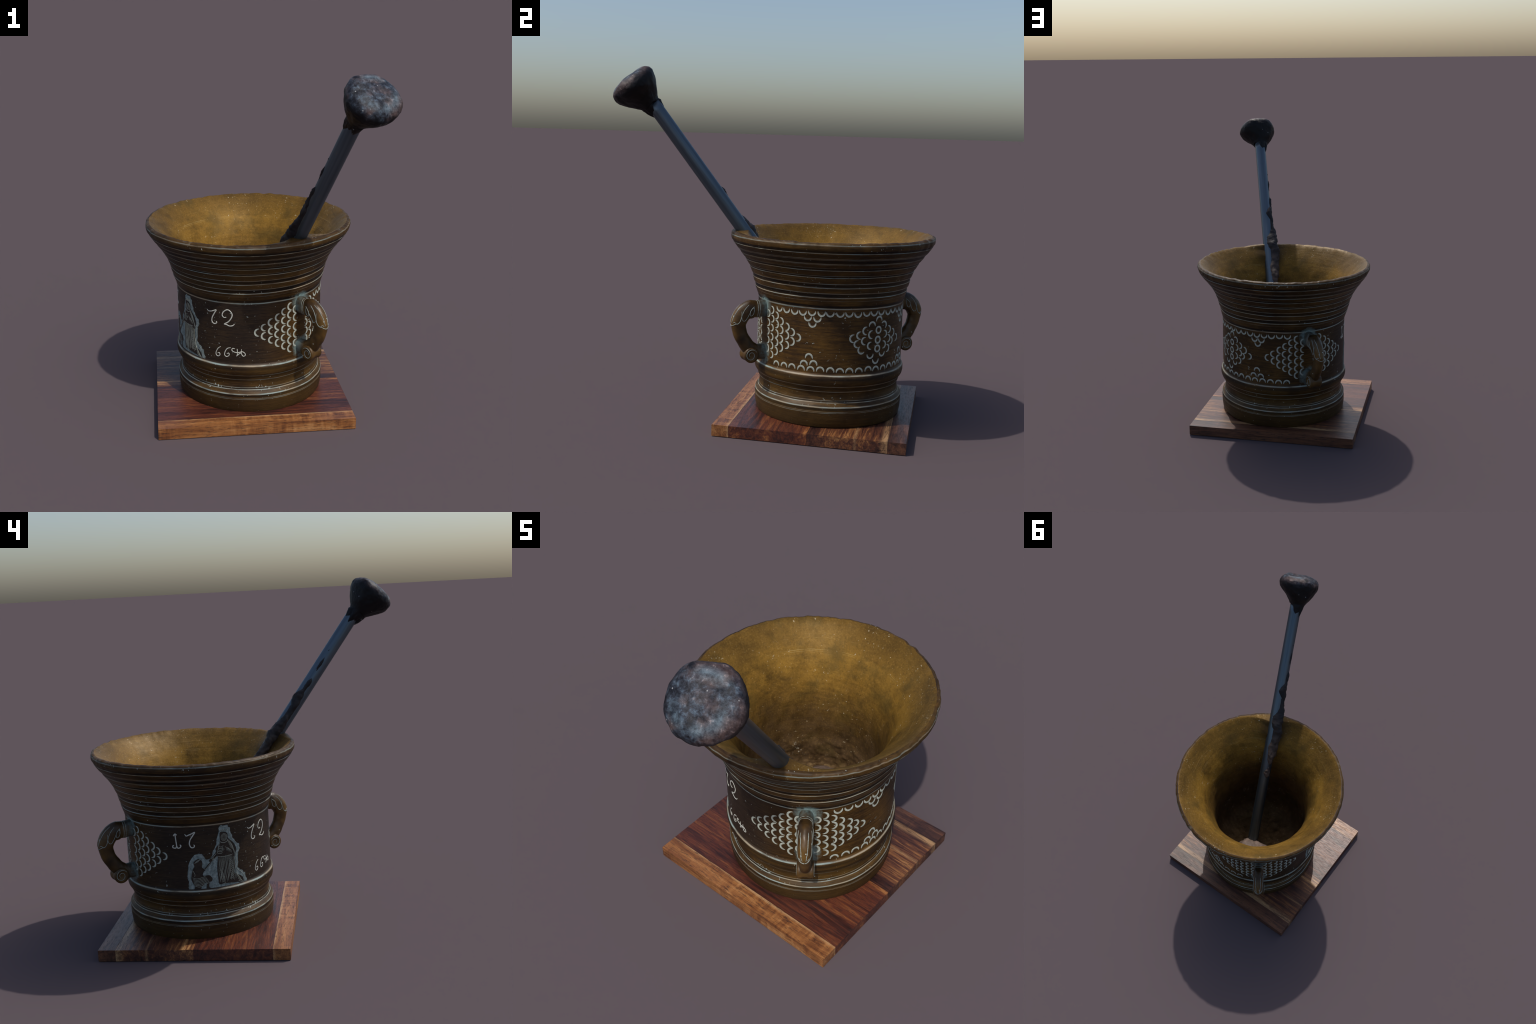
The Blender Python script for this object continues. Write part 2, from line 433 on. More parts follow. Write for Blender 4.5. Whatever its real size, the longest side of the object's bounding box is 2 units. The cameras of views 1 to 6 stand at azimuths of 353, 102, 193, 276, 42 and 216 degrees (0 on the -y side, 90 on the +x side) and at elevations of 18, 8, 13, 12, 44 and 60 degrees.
def resample(poly, step):
    P = np.array(poly)
    L = np.concatenate([[0], np.cumsum(np.hypot(*np.diff(P, axis=0).T))])
    n = int(L[-1] / step) + 1
    s = np.linspace(0, L[-1], n)
    return np.stack([np.interp(s, L, P[:, 0]), np.interp(s, L, P[:, 1])], 1)

def soften(A, k):
    B = A.copy()
    for _ in range(k):
        B[1:-1] = 0.25 * B[:-2] + 0.5 * B[1:-1] + 0.25 * B[2:]
    return B

outer = soften(resample(OUTER, .0024), 3)
flat = (outer[:, 0] > .369) & (outer[:, 0] < .712)
outer[flat, 1] = BAND_R
for h, w, dpt in GROOVES:
    outer[:, 1] -= dpt * smoothstep(1.15, .7, np.abs(outer[:, 0] - h) / w)
inner = soften(resample(INNER, .0055), 6)
foot_ring = np.array([(.0625, .0015), (.0625, .15), (.0625, .30), (.0625, .40)])
rows = np.concatenate([foot_ring, outer, inner[1:]])
kind = np.array([0] * len(foot_ring) + [0] * len(outer) + [1] * (len(inner) - 1))
NT = 400
th = np.arange(NT) * 2 * PI / NT
Hh = np.repeat(rows[:, :1], NT, 1)
Rr = np.repeat(rows[:, 1:], NT, 1)
TT = np.repeat(th[None, :], len(rows), 0)
inside = kind[:, None] == 1

# irregularities: hand-made wobble outside the engraved band, dents, ragged lip
wob = np.zeros_like(Rr)
for j in range(NT):
    c, s = math.cos(th[j]), math.sin(th[j])
    lowr = fbm((c * 1.6, s * 1.6, 3.1), 2)
    ragged = fbm((c * 11, s * 11, 9.7), 3)
    for i in range(len(rows)):
        h = rows[i, 0]
        if kind[i]:
            a = .0045 * fbm((c * 2.2, s * 2.2, h * 4 + 20), 3)
        else:
            a = 0.0 if .36 < h < .715 else .0016 * fbm((c * 4, s * 4, h * 9), 2)
            if h > 1.04:
                a += .0026 * ragged + .0020 * lowr
        wob[i, j] = a
    Hh[:, j] += (.0034 * ragged + .0030 * lowr) * smoothstep(1.06, 1.095, rows[:, 0])
Rr = Rr + wob * (rows[:, 1:] > .2)

# the wall is drawn up against the shaft where the pestle leans on the lip
d_ang = (np.degrees(TT) + 63.5 + 180) % 360 - 180
w_ang = np.exp(-(np.abs(d_ang) / 11.5) ** 1.8)
w_h = (.35 * smoothstep(.82, .93, rows[:, 0]) + .65 * smoothstep(.97, 1.05, rows[:, 0]))[:, None] * inside
lip_w = smoothstep(1.075, 1.097, rows[:, 0])[:, None]
Rr = Rr - .056 * w_ang * w_h
Hh = Hh + .018 * w_ang * lip_w * np.where(inside, 1.0, .4)

# caked residue: a ledge low on the far wall and a lumpy bottom
X, Y = Rr * np.cos(TT), Rr * np.sin(TT)
d_far = (np.degrees(TT) - 122 + 180) % 360 - 180
cake = smoothstep(75, 35, np.abs(d_far)) * smoothstep(.52, .46, rows[:, :1]) * inside * smoothstep(.15, .30, Rr)
lump = np.zeros_like(Rr)
for i in np.nonzero((kind == 1) & (rows[:, 0] < .53))[0]:
    for j in range(NT):
        lump[i, j] = fbm((X[i, j] * 9, Y[i, j] * 9, rows[i, 0] * 9), 3)
Rr = Rr - cake * (.012 + .014 * lump)
Hh = Hh + (.007 * lump + .10 * (Y - X * .4)) * smoothstep(.36, .28, rows[:, :1]) * inside
# the neck is not quite round
Rr = Rr + (~inside) * (.0025 + .003 * np.cos(TT - math.radians(200))) * smoothstep(.73, .80, rows[:, :1]) * smoothstep(1.04, .95, rows[:, :1])

V = np.stack([Rr * np.cos(TT), Rr * np.sin(TT), Hh], -1)
dT = np.roll(V, -1, 1) - np.roll(V, 1, 1)
dR = np.gradient(V, axis=0)
N = np.cross(dT, dR)
N /= np.linalg.norm(N, axis=-1, keepdims=True) + 1e-12

def ring_part(name, r0, r1, mat):
    """One stretch of the turned body; neighbours share their border ring and its normals."""
    nr = r1 - r0 + 1
    verts = V[r0:r1 + 1].reshape(-1, 3)
    norms = N[r0:r1 + 1].reshape(-1, 3)
    i, j = np.meshgrid(np.arange(nr - 1), np.arange(NT), indexing='ij')
    j2 = (j + 1) % NT
    faces = np.stack([i * NT + j, i * NT + j2, (i + 1) * NT + j2, (i + 1) * NT + j], -1).reshape(-1, 4)
    me = mesh_from(name, verts, faces)
    me.normals_split_custom_set_from_vertices([tuple(map(float, n)) for n in norms])
    return add_object(name, me, mortar, [mat])

r_foot = len(foot_ring) + int(np.argmin(np.abs(outer[:, 0] - .357)))
r_band = len(foot_ring) + int(np.argmin(np.abs(outer[:, 0] - .7215)))
r_neck = len(foot_ring) + int(np.argmin(np.abs(outer[:, 0] - 1.0485)))
r_lip = len(foot_ring) + len(outer) - 1
i_floor = len(foot_ring) + len(outer) + int(np.argmax(inner[1:, 0] < .38))
ring_part("foot", 0, r_foot, MAT_OUT)
ring_part("engraved_band", r_foot, r_band, MAT_OUT)
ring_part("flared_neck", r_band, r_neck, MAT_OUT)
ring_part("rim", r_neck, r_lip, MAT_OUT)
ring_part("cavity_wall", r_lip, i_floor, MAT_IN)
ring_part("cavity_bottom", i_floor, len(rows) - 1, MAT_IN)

# ------------------------------------------------------------------ engraved marks
def on_band(s, z, off):
    a = s / BAND_R
    return ((BAND_R + off) * math.cos(a), (BAND_R + off) * math.sin(a), z)

def crescent_mesh(bulge, full=False):
    """A stamped crescent with a toothed inner edge, curved to the band; bulge = direction in degrees."""
    n = 72
    span = 360 if full else 208
    ro = .0232 if not full else .0212
    verts, faces = [], []
    for i in range(n + 1):
        u = i / n
        a = math.radians(bulge - span / 2 + span * u)
        taper = 1.0 if full else min(1.0, .45 + 2.6 * min(u, 1 - u))
        tooth = 0.5 + 0.5 * math.cos(2 * PI * u * (15 if full else 9))
        wd = (.0046 + .0046 * (tooth > .42)) * taper
        mid = ro - .0026
        r_out, r_in = mid + .0028 * taper, mid + .0014 - wd
        for r, off in ((r_out, -.0015), (r_out - .0006, .0010), (r_in + .0006, .0010), (r_in, -.0015)):
            verts.append(on_band(r * math.cos(a), r * math.sin(a) * 1.04, off))
    for i in range(n):
        for k in range(3):
            a, b = i * 4 + k, i * 4 + k + 1
            faces.append((a, b, b + 4, a + 4))
    if not full:
        faces += [(3, 2, 1, 0), tuple(n * 4 + k for k in range(4))]
    return mesh_from("crescent_mark", verts, faces, smooth=False)

CRESCENTS = {}
def crescent(theta, h, bulge, full=False):
    key = 'ring' if full else int(round(bulge / 45) * 45) % 360
    if key not in CRESCENTS:
        CRESCENTS[key] = crescent_mesh(0 if full else key, full)
        CRESCENTS[key].materials.append(MAT_CHALK)
    ob = add_object("crescent_mark" if not full else "ring_mark", CRESCENTS[key], mortar)
    ob.rotation_euler = (0, 0, math.radians(theta + random.uniform(-.35, .35)))
    z = h + random.uniform(-.0022, .0022)
    ob.location = (0, 0, z)
    k = random.uniform(.94, 1.06)
    ob.scale = (1, 1, k)
    ob.location = (0, 0, z)
    return ob

# fish-scale triangles on either side of both handles
for a0 in HANDLES:
    for sgn in (-1, 1):
        for k in range(7):
            off = 36.7 - 5.25 * k
            for i in range(k + 1):
                h = .553 + (i - k / 2) * .0505
                if k == 6 and (h < .415 or h > .69):
                    continue
                crescent(a0 + sgn * off, h, 0 if sgn > 0 else 180)
# borders above and below, between the handles on the plain side
for i in range(21):
    crescent(-33.3 + 6.95 * i, .703, 270)
for i in range(20):
    crescent(-35.0 + 7.4 * i, .3795, 90)
for c0 in (-4.9, 78.6):
    for dx, h in ((-3.4, .673), (3.5, .671), (-.2, .6405)):
        crescent(c0 + dx, h, 270)
for c0 in (-6.9, 78.1):
    for dx, h in ((-3.8, .411), (3.8, .412), (0, .449)):
        crescent(c0 + dx, h, 90)
# rosette
for dh in (.052, 0, -.051):
    crescent(47.2 + dh * 6, .549 + dh, 0, True)
for dx, dh, b in ((.6, .109, 90), (-5.6, .083, 90), (-11.2, .055, 180), (-16.2, .030, 180), (-21.2, .013, 180), (-17.8, -.018, 180),
                  (-14.2, -.05, 225), (-6.6, -.083, 270), (-1.2, -.112, 270), (4.6, -.078, 270), (10.3, -.058, 0), (15.0, -.022, 0),
                  (22.0, -.012, 0), (17.0, .022, 0), (11.5, .048, 0), (5.6, .078, 45),
                  (-5.8, .030, 180), (-11.6, -.004, 180), (-7.0, -.032, 180), (6.4, .026, 0), (11.6, -.004, 0), (6.0, -.032, 0)):
    crescent(47.2 + dx, .549 + dh, b)

def ribbon(path, width, proud=.0016, sink=.0015, closed=False, taper=True):
    """Rounded ribbon along (degrees, height) points lying on the band; returns verts, faces."""
    P = catmull([(math.radians(t) * BAND_R, h) for t, h in path], 8, closed)
    n = len(P)
    verts, faces = [], []
    for i, p in enumerate(P):
        a = P[(i - 1) % n] if closed else P[max(i - 1, 0)]
        b = P[(i + 1) % n] if closed else P[min(i + 1, n - 1)]
        t = (b - a) / (np.linalg.norm(b - a) + 1e-9)
        q = np.array((-t[1], t[0]))
        u = i / (n - 1)
        w = width * (1 if (closed or not taper) else min(1, .55 + 3.5 * min(u, 1 - u)))
        for f, o in ((-1, -sink), (-.75, proud * .7), (0, proud), (.75, proud * .7), (1, -sink)):
            s = p + q * f * w
            verts.append(on_band(s[0], s[1], o))
    m = n if closed else n - 1
    for i in range(m):
        i2 = (i + 1) % n
        for k in range(4):
            faces.append((i * 5 + k, i * 5 + k + 1, i2 * 5 + k + 1, i2 * 5 + k))
    if not closed:
        faces += [(4, 3, 2, 1, 0), tuple((n - 1) * 5 + k for k in range(5))]
    return verts, faces

def join_strokes(name, strokes, mat, parent=None):
    vs, fs = [], []
    for v, f in strokes:
        k = len(vs)
        vs += v
        fs += [tuple(i + k for i in q) for q in f]
    return add_object(name, mesh_from(name, vs, fs), parent or mortar, [mat])

W = .0036
NUM = {
    "numeral_one": [[(172.4, .682), (172.8, .645), (173.2, .613)], [(171.0, .671), (172.4, .683), (173.7, .676)],
                    [(173.2, .617), (172.4, .603), (170.4, .604), (170.0, .613), (171.1, .618)],
                    [(173.2, .617), (173.8, .603), (175.6, .605), (176.4, .616), (175.5, .621)]],
    "numeral_seven": [[(179.9, .682), (180.8, .671), (182.4, .675), (184.5, .681), (187.3, .690), (185.8, .672), (183.7, .649), (182.9, .625),
                       (183.9, .606), (185.7, .604), (186.6, .613), (186.0, .620)]],
    "numeral_seven.001": [[(230.5, .669), (231.8, .661), (234.2, .662), (236.3, .668), (238.4, .673), (236.7, .652), (234.8, .625), (234.5, .604),
                           (235.9, .592), (237.7, .593), (238.7, .602), (238.1, .607)]],
    "numeral_two": [[(246.5, .638), (244.7, .636), (243.3, .647), (244.0, .665), (246.1, .679), (248.2, .682), (250.2, .671), (251.1, .654),
                     (250.2, .633), (248.0, .612), (244.9, .597), (246.6, .595), (248.7, .588), (250.9, .590), (252.1, .596), (252.8, .602)]],
    "numeral_six": [[(241.5, .459), (239.2, .446), (237.4, .421), (237.6, .405), (239.1, .399), (240.6, .408), (240.2, .420), (238.7, .417)]],
    "numeral_six.001": [[(249.5, .459), (246.7, .452), (244.8, .429), (244.6, .410), (246.3, .403), (248.1, .413), (247.8, .425), (246.3, .421)]],
    "weight_sign": [[(252.7, .454), (251.0, .456), (250.3, .445), (251.8, .435), (255.0, .432), (258.3, .438), (260.3, .428), (260.4, .416),
                     (258.8, .412), (257.6, .428), (257.7, .453)], [(254.4, .454), (254.6, .434), (254.4, .415)], [(257.4, .432), (255.6, .423), (253.7, .410)]],
}
for nm, paths in NUM.items():
    w = W if nm.startswith(("numeral_one", "numeral_seven", "numeral_two")) else W * .8
    join_strokes(nm, [ribbon(p, w, .0014) for p in paths], MAT_NUMERAL)

# ------------------------------------------------------------------ relief of a robed standing figure and a kneeling one
def plate(name, outline, proud, mat, sink=.0012, rough=0.0):
    pts = catmull([(math.radians(t) * BAND_R, h) for t, h in outline], 5, True)
    bm = bmesh.new()
    vs = []
    for i, p in enumerate(pts):
        o = rough * fbm((p[0] * 60, p[1] * 60, 2.0), 2)
        vs.append(bm.verts.new((p[0] + o, p[1] + o, proud)))
    f = bm.faces.new(vs)
    bmesh.ops.triangulate(bm, faces=[f])
    s0, s1 = min(p[0] for p in pts), max(p[0] for p in pts)
    for k in range(1, int((s1 - s0) / .008) + 1):
        bmesh.ops.bisect_plane(bm, geom=bm.verts[:] + bm.edges[:] + bm.faces[:], plane_co=(s0 + k * .008, 0, 0), plane_no=(1, 0, 0))
    edges = [e for e in bm.edges if e.is_boundary]
    r = bmesh.ops.extrude_edge_only(bm, edges=edges)
    for v in [g for g in r['geom'] if isinstance(g, bmesh.types.BMVert)]:
        v.co.z = -sink
    for v in bm.verts:
        v.co = on_band(v.co.x, v.co.y, v.co.z)
    bmesh.ops.recalc_face_normals(bm, faces=bm.faces[:])
    me = bpy.data.meshes.new(name)
    bm.to_mesh(me); bm.free()
    return add_object(name, me, mortar, [mat])

relief_ground = plate("relief_ground", [(206.0, .709), (209.6, .712), (213.8, .700), (214.5, .670), (216.7, .631), (220.8, .592), (222.1, .565), (220.3, .540),
       (219.9, .495), (219.9, .454), (224.4, .425), (225.8, .402), (226.8, .360), (217.3, .360), (200.6, .358), (189.6, .358),
       (181.2, .359), (180.6, .394), (180.4, .456), (181.4, .504), (183.3, .536), (186.6, .563), (190.8, .565), (192.8, .552),
       (194.2, .531), (196.3, .529), (199.1, .547), (199.9, .574), (201.6, .589), (203.0, .624), (204.9, .670)], .0010, MAT_VERD, rough=.006)
standing = plate("standing_figure", [(206.1, .673), (209.1, .676), (211.9, .666), (212.6, .636), (216.5, .606), (218.7, .571), (218.1, .547), (217.0, .524),
       (217.2, .475), (216.3, .431), (221.8, .405), (223.9, .385), (223.4, .366), (217.6, .373), (209.3, .380), (203.7, .381),
       (203.0, .421), (202.6, .479), (203.4, .543), (198.3, .515), (196.8, .525), (200.2, .550), (202.5, .572), (202.1, .588), (205.7, .621)], .0024, MAT_RELIEF)
kneeling = plate("kneeling_figure", [(185.2, .520), (188.8, .538), (191.5, .521), (191.2, .488), (193.3, .483), (196.7, .509), (198.3, .511), (196.0, .489),
       (192.0, .459), (191.9, .439), (196.1, .440), (198.4, .421), (198.0, .405), (196.3, .399), (195.8, .371), (197.6, .363),
       (193.8, .362), (193.9, .397), (190.3, .379), (189.1, .361), (184.6, .362), (185.0, .381), (182.7, .422), (184.0, .475), (185.5, .495)], .0024, MAT_RELIEF)

folds = []
LW = .0014
def fold(path, w=LW):
    folds.append(ribbon(path, w, .0036, -.0008))
# skirt folds fall from the waist and spread towards the hem
for i in range(15):
    u = i / 14
    top = 204.2 + 12.2 * u
    bot = 203.9 + 13.0 * u + 3.5 * max(0, u - .8) * 5 * .3
    z1 = .386 + .012 * random.random()
    zt = .535 - .02 * abs(u - .5) + .012 * random.random()
    pts = []
    for k in range(7):
        v = k / 6
        sway = .55 * math.sin(v * 9 + i * 1.9) * v
        pts.append((top + (bot - top) * v + sway, zt + (z1 - zt) * v))
    fold(pts, LW * random.uniform(.8, 1.2))
for k in range(6):                                     # short folds on the trailing hem
    fold([(216.8 + k * .5, .44 - k * .012), (218.6 + k * .7, .418 - k * .010), (220.3 + k * .6, .400 - k * .007), (221.8 + k * .25, .374)], LW * .9)
for k in range(5):                                     # cloak over shoulders and arms
    fold([(205.6 - k * .45, .618 - k * .011), (204.6 - k * .25, .600 - k * .010), (206.5, .592 - k * .009), (208.3 - k * .3, .600 - k * .009)])
    fold([(211.0 + k * .6, .636 - k * .012), (213.5 + k * .7, .616 - k * .013), (215.6 + k * .5, .590 - k * .012), (216.4 + k * .1, .560 - k * .006)])
for r in (.9, 1.7, 2.4):                               # halo and face
    folds.append(ribbon([(209.2 + r * math.cos(t), .646 + r * .0082 * math.sin(t)) for t in np.linspace(0, 2 * PI, 12)[:-1]], LW * .9, .0036, -.0008, True))
for k in range(4):                                     # crown points
    fold([(206.8 + k * 1.4, .678), (207.3 + k * 1.4, .692), (208.0 + k * 1.4, .679)], LW * .8)
fold([(205.6, .625), (208, .615), (210.6, .617), (212.4, .627)], LW * 1.3)
fold([(203.2, .545), (201.2, .532), (199.2, .522)], LW)
fold([(202.4, .560), (200.6, .546), (198.4, .532)], LW)
fold([(203.5, .541), (207, .537), (211, .536), (215.5, .540)], LW * 1.2)
for k in range(5):                                     # child and hands
    fold([(209.6 + k * .9, .590 - k * .004), (211.3 + k * .8, .580 - k * .005), (210.8 + k * .9, .566 - k * .004)], LW * .8)
for k in range(7):                                     # tunic of the kneeling figure
    fold([(183.6 + k * .2, .432 - k * .008), (186.5 + k * .3, .424 - k * .008), (190 + k * .35, .428 - k * .007), (193.5 + k * .5, .436 - k * .006)], LW * .9)
for k in range(5):
    fold([(185.8 + k * .7, .512 + k * .002), (187.0 + k * .7, .522 + k * .003), (188.3 + k * .5, .530)], LW * .8)
fold([(184.2, .472), (185.6, .45), (185.2, .436)], LW)
fold([(191.8, .486), (193.6, .476), (195.6, .490), (197.4, .506)], LW)
for k in range(9):                                     # crossing folds of the cloak and trailing hem
    v = k / 8
    fold([(204.4 + 1.2 * v, .470 - .085 * v), (206.0 + 1.4 * v, .455 - .075 * v), (207.2 + 1.6 * v, .435 - .06 * v)], LW * .8)
    fold([(212.0 + 1.0 * v, .520 - .11 * v), (214.0 + .9 * v, .505 - .105 * v), (215.6 + .5 * v, .480 - .09 * v)], LW * .8)
for c0, h0, rr in ((211.6, .575, .8), (208.0, .578, .7), (199.6, .533, .6)):   # hands and small head
    folds.append(ribbon([(c0 + rr * math.cos(t), h0 + rr * .0078 * math.sin(t)) for t in np.linspace(0, 2 * PI, 10)[:-1]], LW * .8, .0036, -.0008, True))
join_strokes("relief_folds", folds, MAT_RIDGE)
halo_line = [ribbon(p, .0022, .0018, -.0003) for p in (
    [(205.2, .700), (207.4, .704), (209.6, .705), (212.6, .697), (213.4, .672), (215.6, .634), (219.4, .596), (220.7, .566), (218.9, .540), (218.6, .495), (218.6, .452), (223.0, .421), (224.8, .395), (225.6, .364)],
    [(181.9, .364), (181.6, .40), (181.4, .456), (182.4, .502), (184.2, .532), (187.2, .556), (190.6, .558), (192.4, .545)])]
join_strokes("relief_outline", halo_line, MAT_LINE)

# ------------------------------------------------------------------ handles
# centre line in the plane of the handle: (distance from axis, height, half thickness, half width)
SPINE = [(.390, .674, .050, .037), (.425, .674, .050, .038), (.455, .674, .050, .037), (.480, .675, .0505, .036), (.505, .674, .0535, .039),
         (.530, .668, .053, .041), (.553, .657, .051, .040), (.572, .638, .0485, .038), (.584, .612, .0465, .036), (.588, .592, .0455, .034),
         (.5865, .572, .0425, .0315), (.580, .545, .0415, .030), (.570, .518, .0410, .030), (.553, .490, .0410, .031), (.530, .463, .042, .032),
         (.500, .438, .0455, .034), (.470, .427, .0460, .035), (.435, .424, .0450, .036), (.390, .424, .0450, .036)]

def handle_mesh():
    P = catmull([(x - .010 * float(smoothstep(.47, .56, x)), z) for x, z in (p[:2] for p in SPINE)], 6)
    prof = catmull([p[2:] for p in SPINE], 6)
    n, m = len(P), 36
    verts, faces = [], []
    for i in range(n):
        a, b = P[max(i - 1, 0)], P[min(i + 1, n - 1)]
        t = (b - a) / np.linalg.norm(b - a)
        q = np.array((-t[1], t[0]))          # towards the outside of the bow
        th_, wd = prof[i]
        u = i / (n - 1)
        for k in range(m):
            a_ = 2 * PI * k / m
            c, s = math.cos(a_), math.sin(a_)
            e = 0.86
            cx = math.copysign(abs(c) ** e, c); sx = math.copysign(abs(s) ** e, s)
            f = .97 + .065 * fbm((P[i][0] * 26 + c, P[i][1] * 22 + s, .4), 2)
            if u < .5 and u > .22:           # leaf folded over the upper half, grooved between its lobes
                f += .03 * math.cos(3 * a_) + .025
            p = P[i] + q * cx * th_ * f
            verts.append((p[0], sx * wd * f * .92, p[1]))
    for i in range(n - 1):
        for k in range(m):
            k2 = (k + 1) % m
            faces.append((i * m + k, i * m + k2, (i + 1) * m + k2, (i + 1) * m + k))
    faces += [tuple(range(m))[::-1], tuple((n - 1) * m + k for k in range(m))]
    # scroll: a rolled end lying across the foot of the bow
    k0 = len(verts)
    ms, c0 = 40, (.508, .4130)
    secs = [(-.0350, .016), (-.0400, .026), (-.0405, .038), (-.036, .0440), (-.024, .0435), (-.010, .0400), (.010, .0400), (.024, .0435), (.036, .0440), (.0405, .038), (.0400, .026), (.0350, .016)]
    for y, r in secs:
        for k in range(ms):
            a_ = 2 * PI * k / ms
            rr = r * (1 + .05 * math.cos(a_ - .6))
            verts.append((c0[0] + rr * math.cos(a_), y, c0[1] + rr * math.sin(a_)))
    for i in range(len(secs) - 1):
        for k in range(ms):
            k2 = (k + 1) % ms
            faces.append((k0 + i * ms + k, k0 + i * ms + k2, k0 + (i + 1) * ms + k2, k0 + (i + 1) * ms + k))
    faces += [tuple(k0 + k for k in range(ms)), tuple(k0 + (len(secs) - 1) * ms + k for k in range(ms))[::-1]]
    me = mesh_from("handle", verts, faces)
    bm = bmesh.new(); bm.from_mesh(me)
    bmesh.ops.recalc_face_normals(bm, faces=bm.faces[:])
    bm.to_mesh(me); bm.free()
    return me

H_MESH = handle_mesh()
H_MESH.materials.append(MAT_HANDLE)
bmh = bmesh.new(); bmh.from_mesh(H_MESH)
H_BVH = BVHTree.FromBMesh(bmh); bmh.free()

def tube(points, radius, m=6):
    pts = [Vector(p) for p in points]
    verts, faces = [], []
    up = Vector((0, 1, 0))
    for i, p in enumerate(pts):
        t = (pts[min(i + 1, len(pts) - 1)] - pts[max(i - 1, 0)]).normalized()
        a = t.cross(up)
        if a.length < 1e-4:
            a = t.cross(Vector((1, 0, 0)))
        a.normalize(); b = t.cross(a)
        r = radius * min(1, .5 + 4 * min(i, len(pts) - 1 - i) / len(pts))
        for k in range(m):
            an = 2 * PI * k / m
            verts.append(tuple(p + a * r * math.cos(an) + b * r * math.sin(an)))
    for i in range(len(pts) - 1):
        for k in range(m):
            k2 = (k + 1) % m
            faces.append((i * m + k, i * m + k2, (i + 1) * m + k2, (i + 1) * m + k))
    return verts, faces

def handle_lines():
    """Pale lines left in the chased detail: leaf lobes, eye and scroll, on both cheeks."""
    sets = [[(.530, .703), (.556, .676), (.572, .642), (.582, .612), (.598, .596), (.612, .606), (.620, .600)],
            [(.498, .692), (.522, .668), (.520, .640), (.503, .652), (.498, .690)],
            [(.523, .664), (.540, .630), (.556, .612), (.572, .625), (.572, .668)],
            [(.548, .708), (.585, .680), (.612, .640), (.624, .602)]]
    sp = []
    for k in range(26):
        u = k / 25
        r = .036 - .027 * u
        a = math.radians(150 - 560 * u)
        sp.append((.512 + r * math.cos(a), .4135 + r * math.sin(a)))
    strokes = []
    for side in (-1, 1):
        for path in sets + [sp]:
            P = catmull(path, 6) if path is not sp else [np.array(p) for p in sp]
            run = []
            for p in P:
                loc, nrm, idx, dist = H_BVH.ray_cast(Vector((p[0], side * .2, p[1])), Vector((0, -side, 0)))
                if loc is not None:
                    run.append(loc + nrm * .0002)
                elif len(run) > 2:
                    strokes.append(tube(run, .0018)); run = []
                else:
                    run = []
            if len(run) > 2:
                strokes.append(tube(run, .0018))
    # rounded tip of the leaf on the outer face
    tip = []
    for k in range(15):
        y = -.030 + .060 * k / 14
        o = Vector((.75, y, .600 - .016 * math.cos(y / .030 * PI / 2)))
        loc, nrm, idx, dist = H_BVH.ray_cast(o, Vector((-1, 0, 0)))
        if loc is not None:
            tip.append(loc + nrm * .0002)
    strokes.append(tube(tip, .0020))
    # collar lines round the root
    for x in (.462, .474):
        run = []
        for k in range(41):
            a = 2 * PI * k / 40
            o = Vector((x, .15 * math.sin(a), .675 + .15 * math.cos(a)))
            loc, nrm, idx, dist = H_BVH.ray_cast(o, (Vector((x, 0, .675)) - o).normalized())
            if loc is not None:
                run.append(loc)
        strokes.append(tube(run, .0016))
    return strokes

LINE_MESH = None
for i, a in enumerate(HANDLE_AT):
    hd = add_object("handle", H_MESH, mortar)
    hd.rotation_euler = (0, 0, math.radians(a))
    if LINE_MESH is None:
        ln = join_strokes("handle_chasing", handle_lines(), MAT_LINE, hd)
        LINE_MESH = ln.data
    else:
        ln = add_object("handle_chasing", LINE_MESH, hd)

# ------------------------------------------------------------------ pestle
pestle = add_empty("pestle", tuple(ROD_A + ROD_D * (0.30 - 1.0) / ROD_D[2]))
pestle["label"] = "dark iron pestle with round worn head and smooth shaft"
pestle["category"] = "pestle"
P_ORG = Vector(pestle.location)

def frame(origin, axis, hint=(0, 0, 1)):
    z = Vector(axis).normalized()
    x = Vector(hint).cross(z).normalized()
    y = z.cross(x)
    M = Matrix((x, y, z)).transposed().to_4x4()
    M.translation = Vector(origin)
    return M

def place(ob, M):
    ob.parent = pestle
    ob.matrix_local = Matrix.Translation(-P_ORG) @ M

def rod_point(z):
    return ROD_A + ROD_D * (z - 1.0) / ROD_D[2]

# shaft
rod_len = float(np.linalg.norm(rod_point(1.80) - rod_point(.30)))
verts, faces = [], []
m, n = 64, 40
for i in range(n + 1):
    for k in range(m):
        a = 2 * PI * k / m
        verts.append((ROD_R * math.cos(a), ROD_R * math.sin(a), rod_len * i / n))
for i in range(n):
    for k in range(m):
        k2 = (k + 1) % m
        faces.append((i * m + k, i * m + k2, (i + 1) * m + k2, (i + 1) * m + k))
faces += [tuple(range(m))[::-1], tuple(n * m + k for k in range(m))]
shaft = add_object("shaft", mesh_from("shaft", verts, faces), None, [MAT_STEEL])
shaft.data.polygons[-1].use_smooth = shaft.data.polygons[-2].use_smooth = False
place(shaft, frame(rod_point(.30), ROD_D))

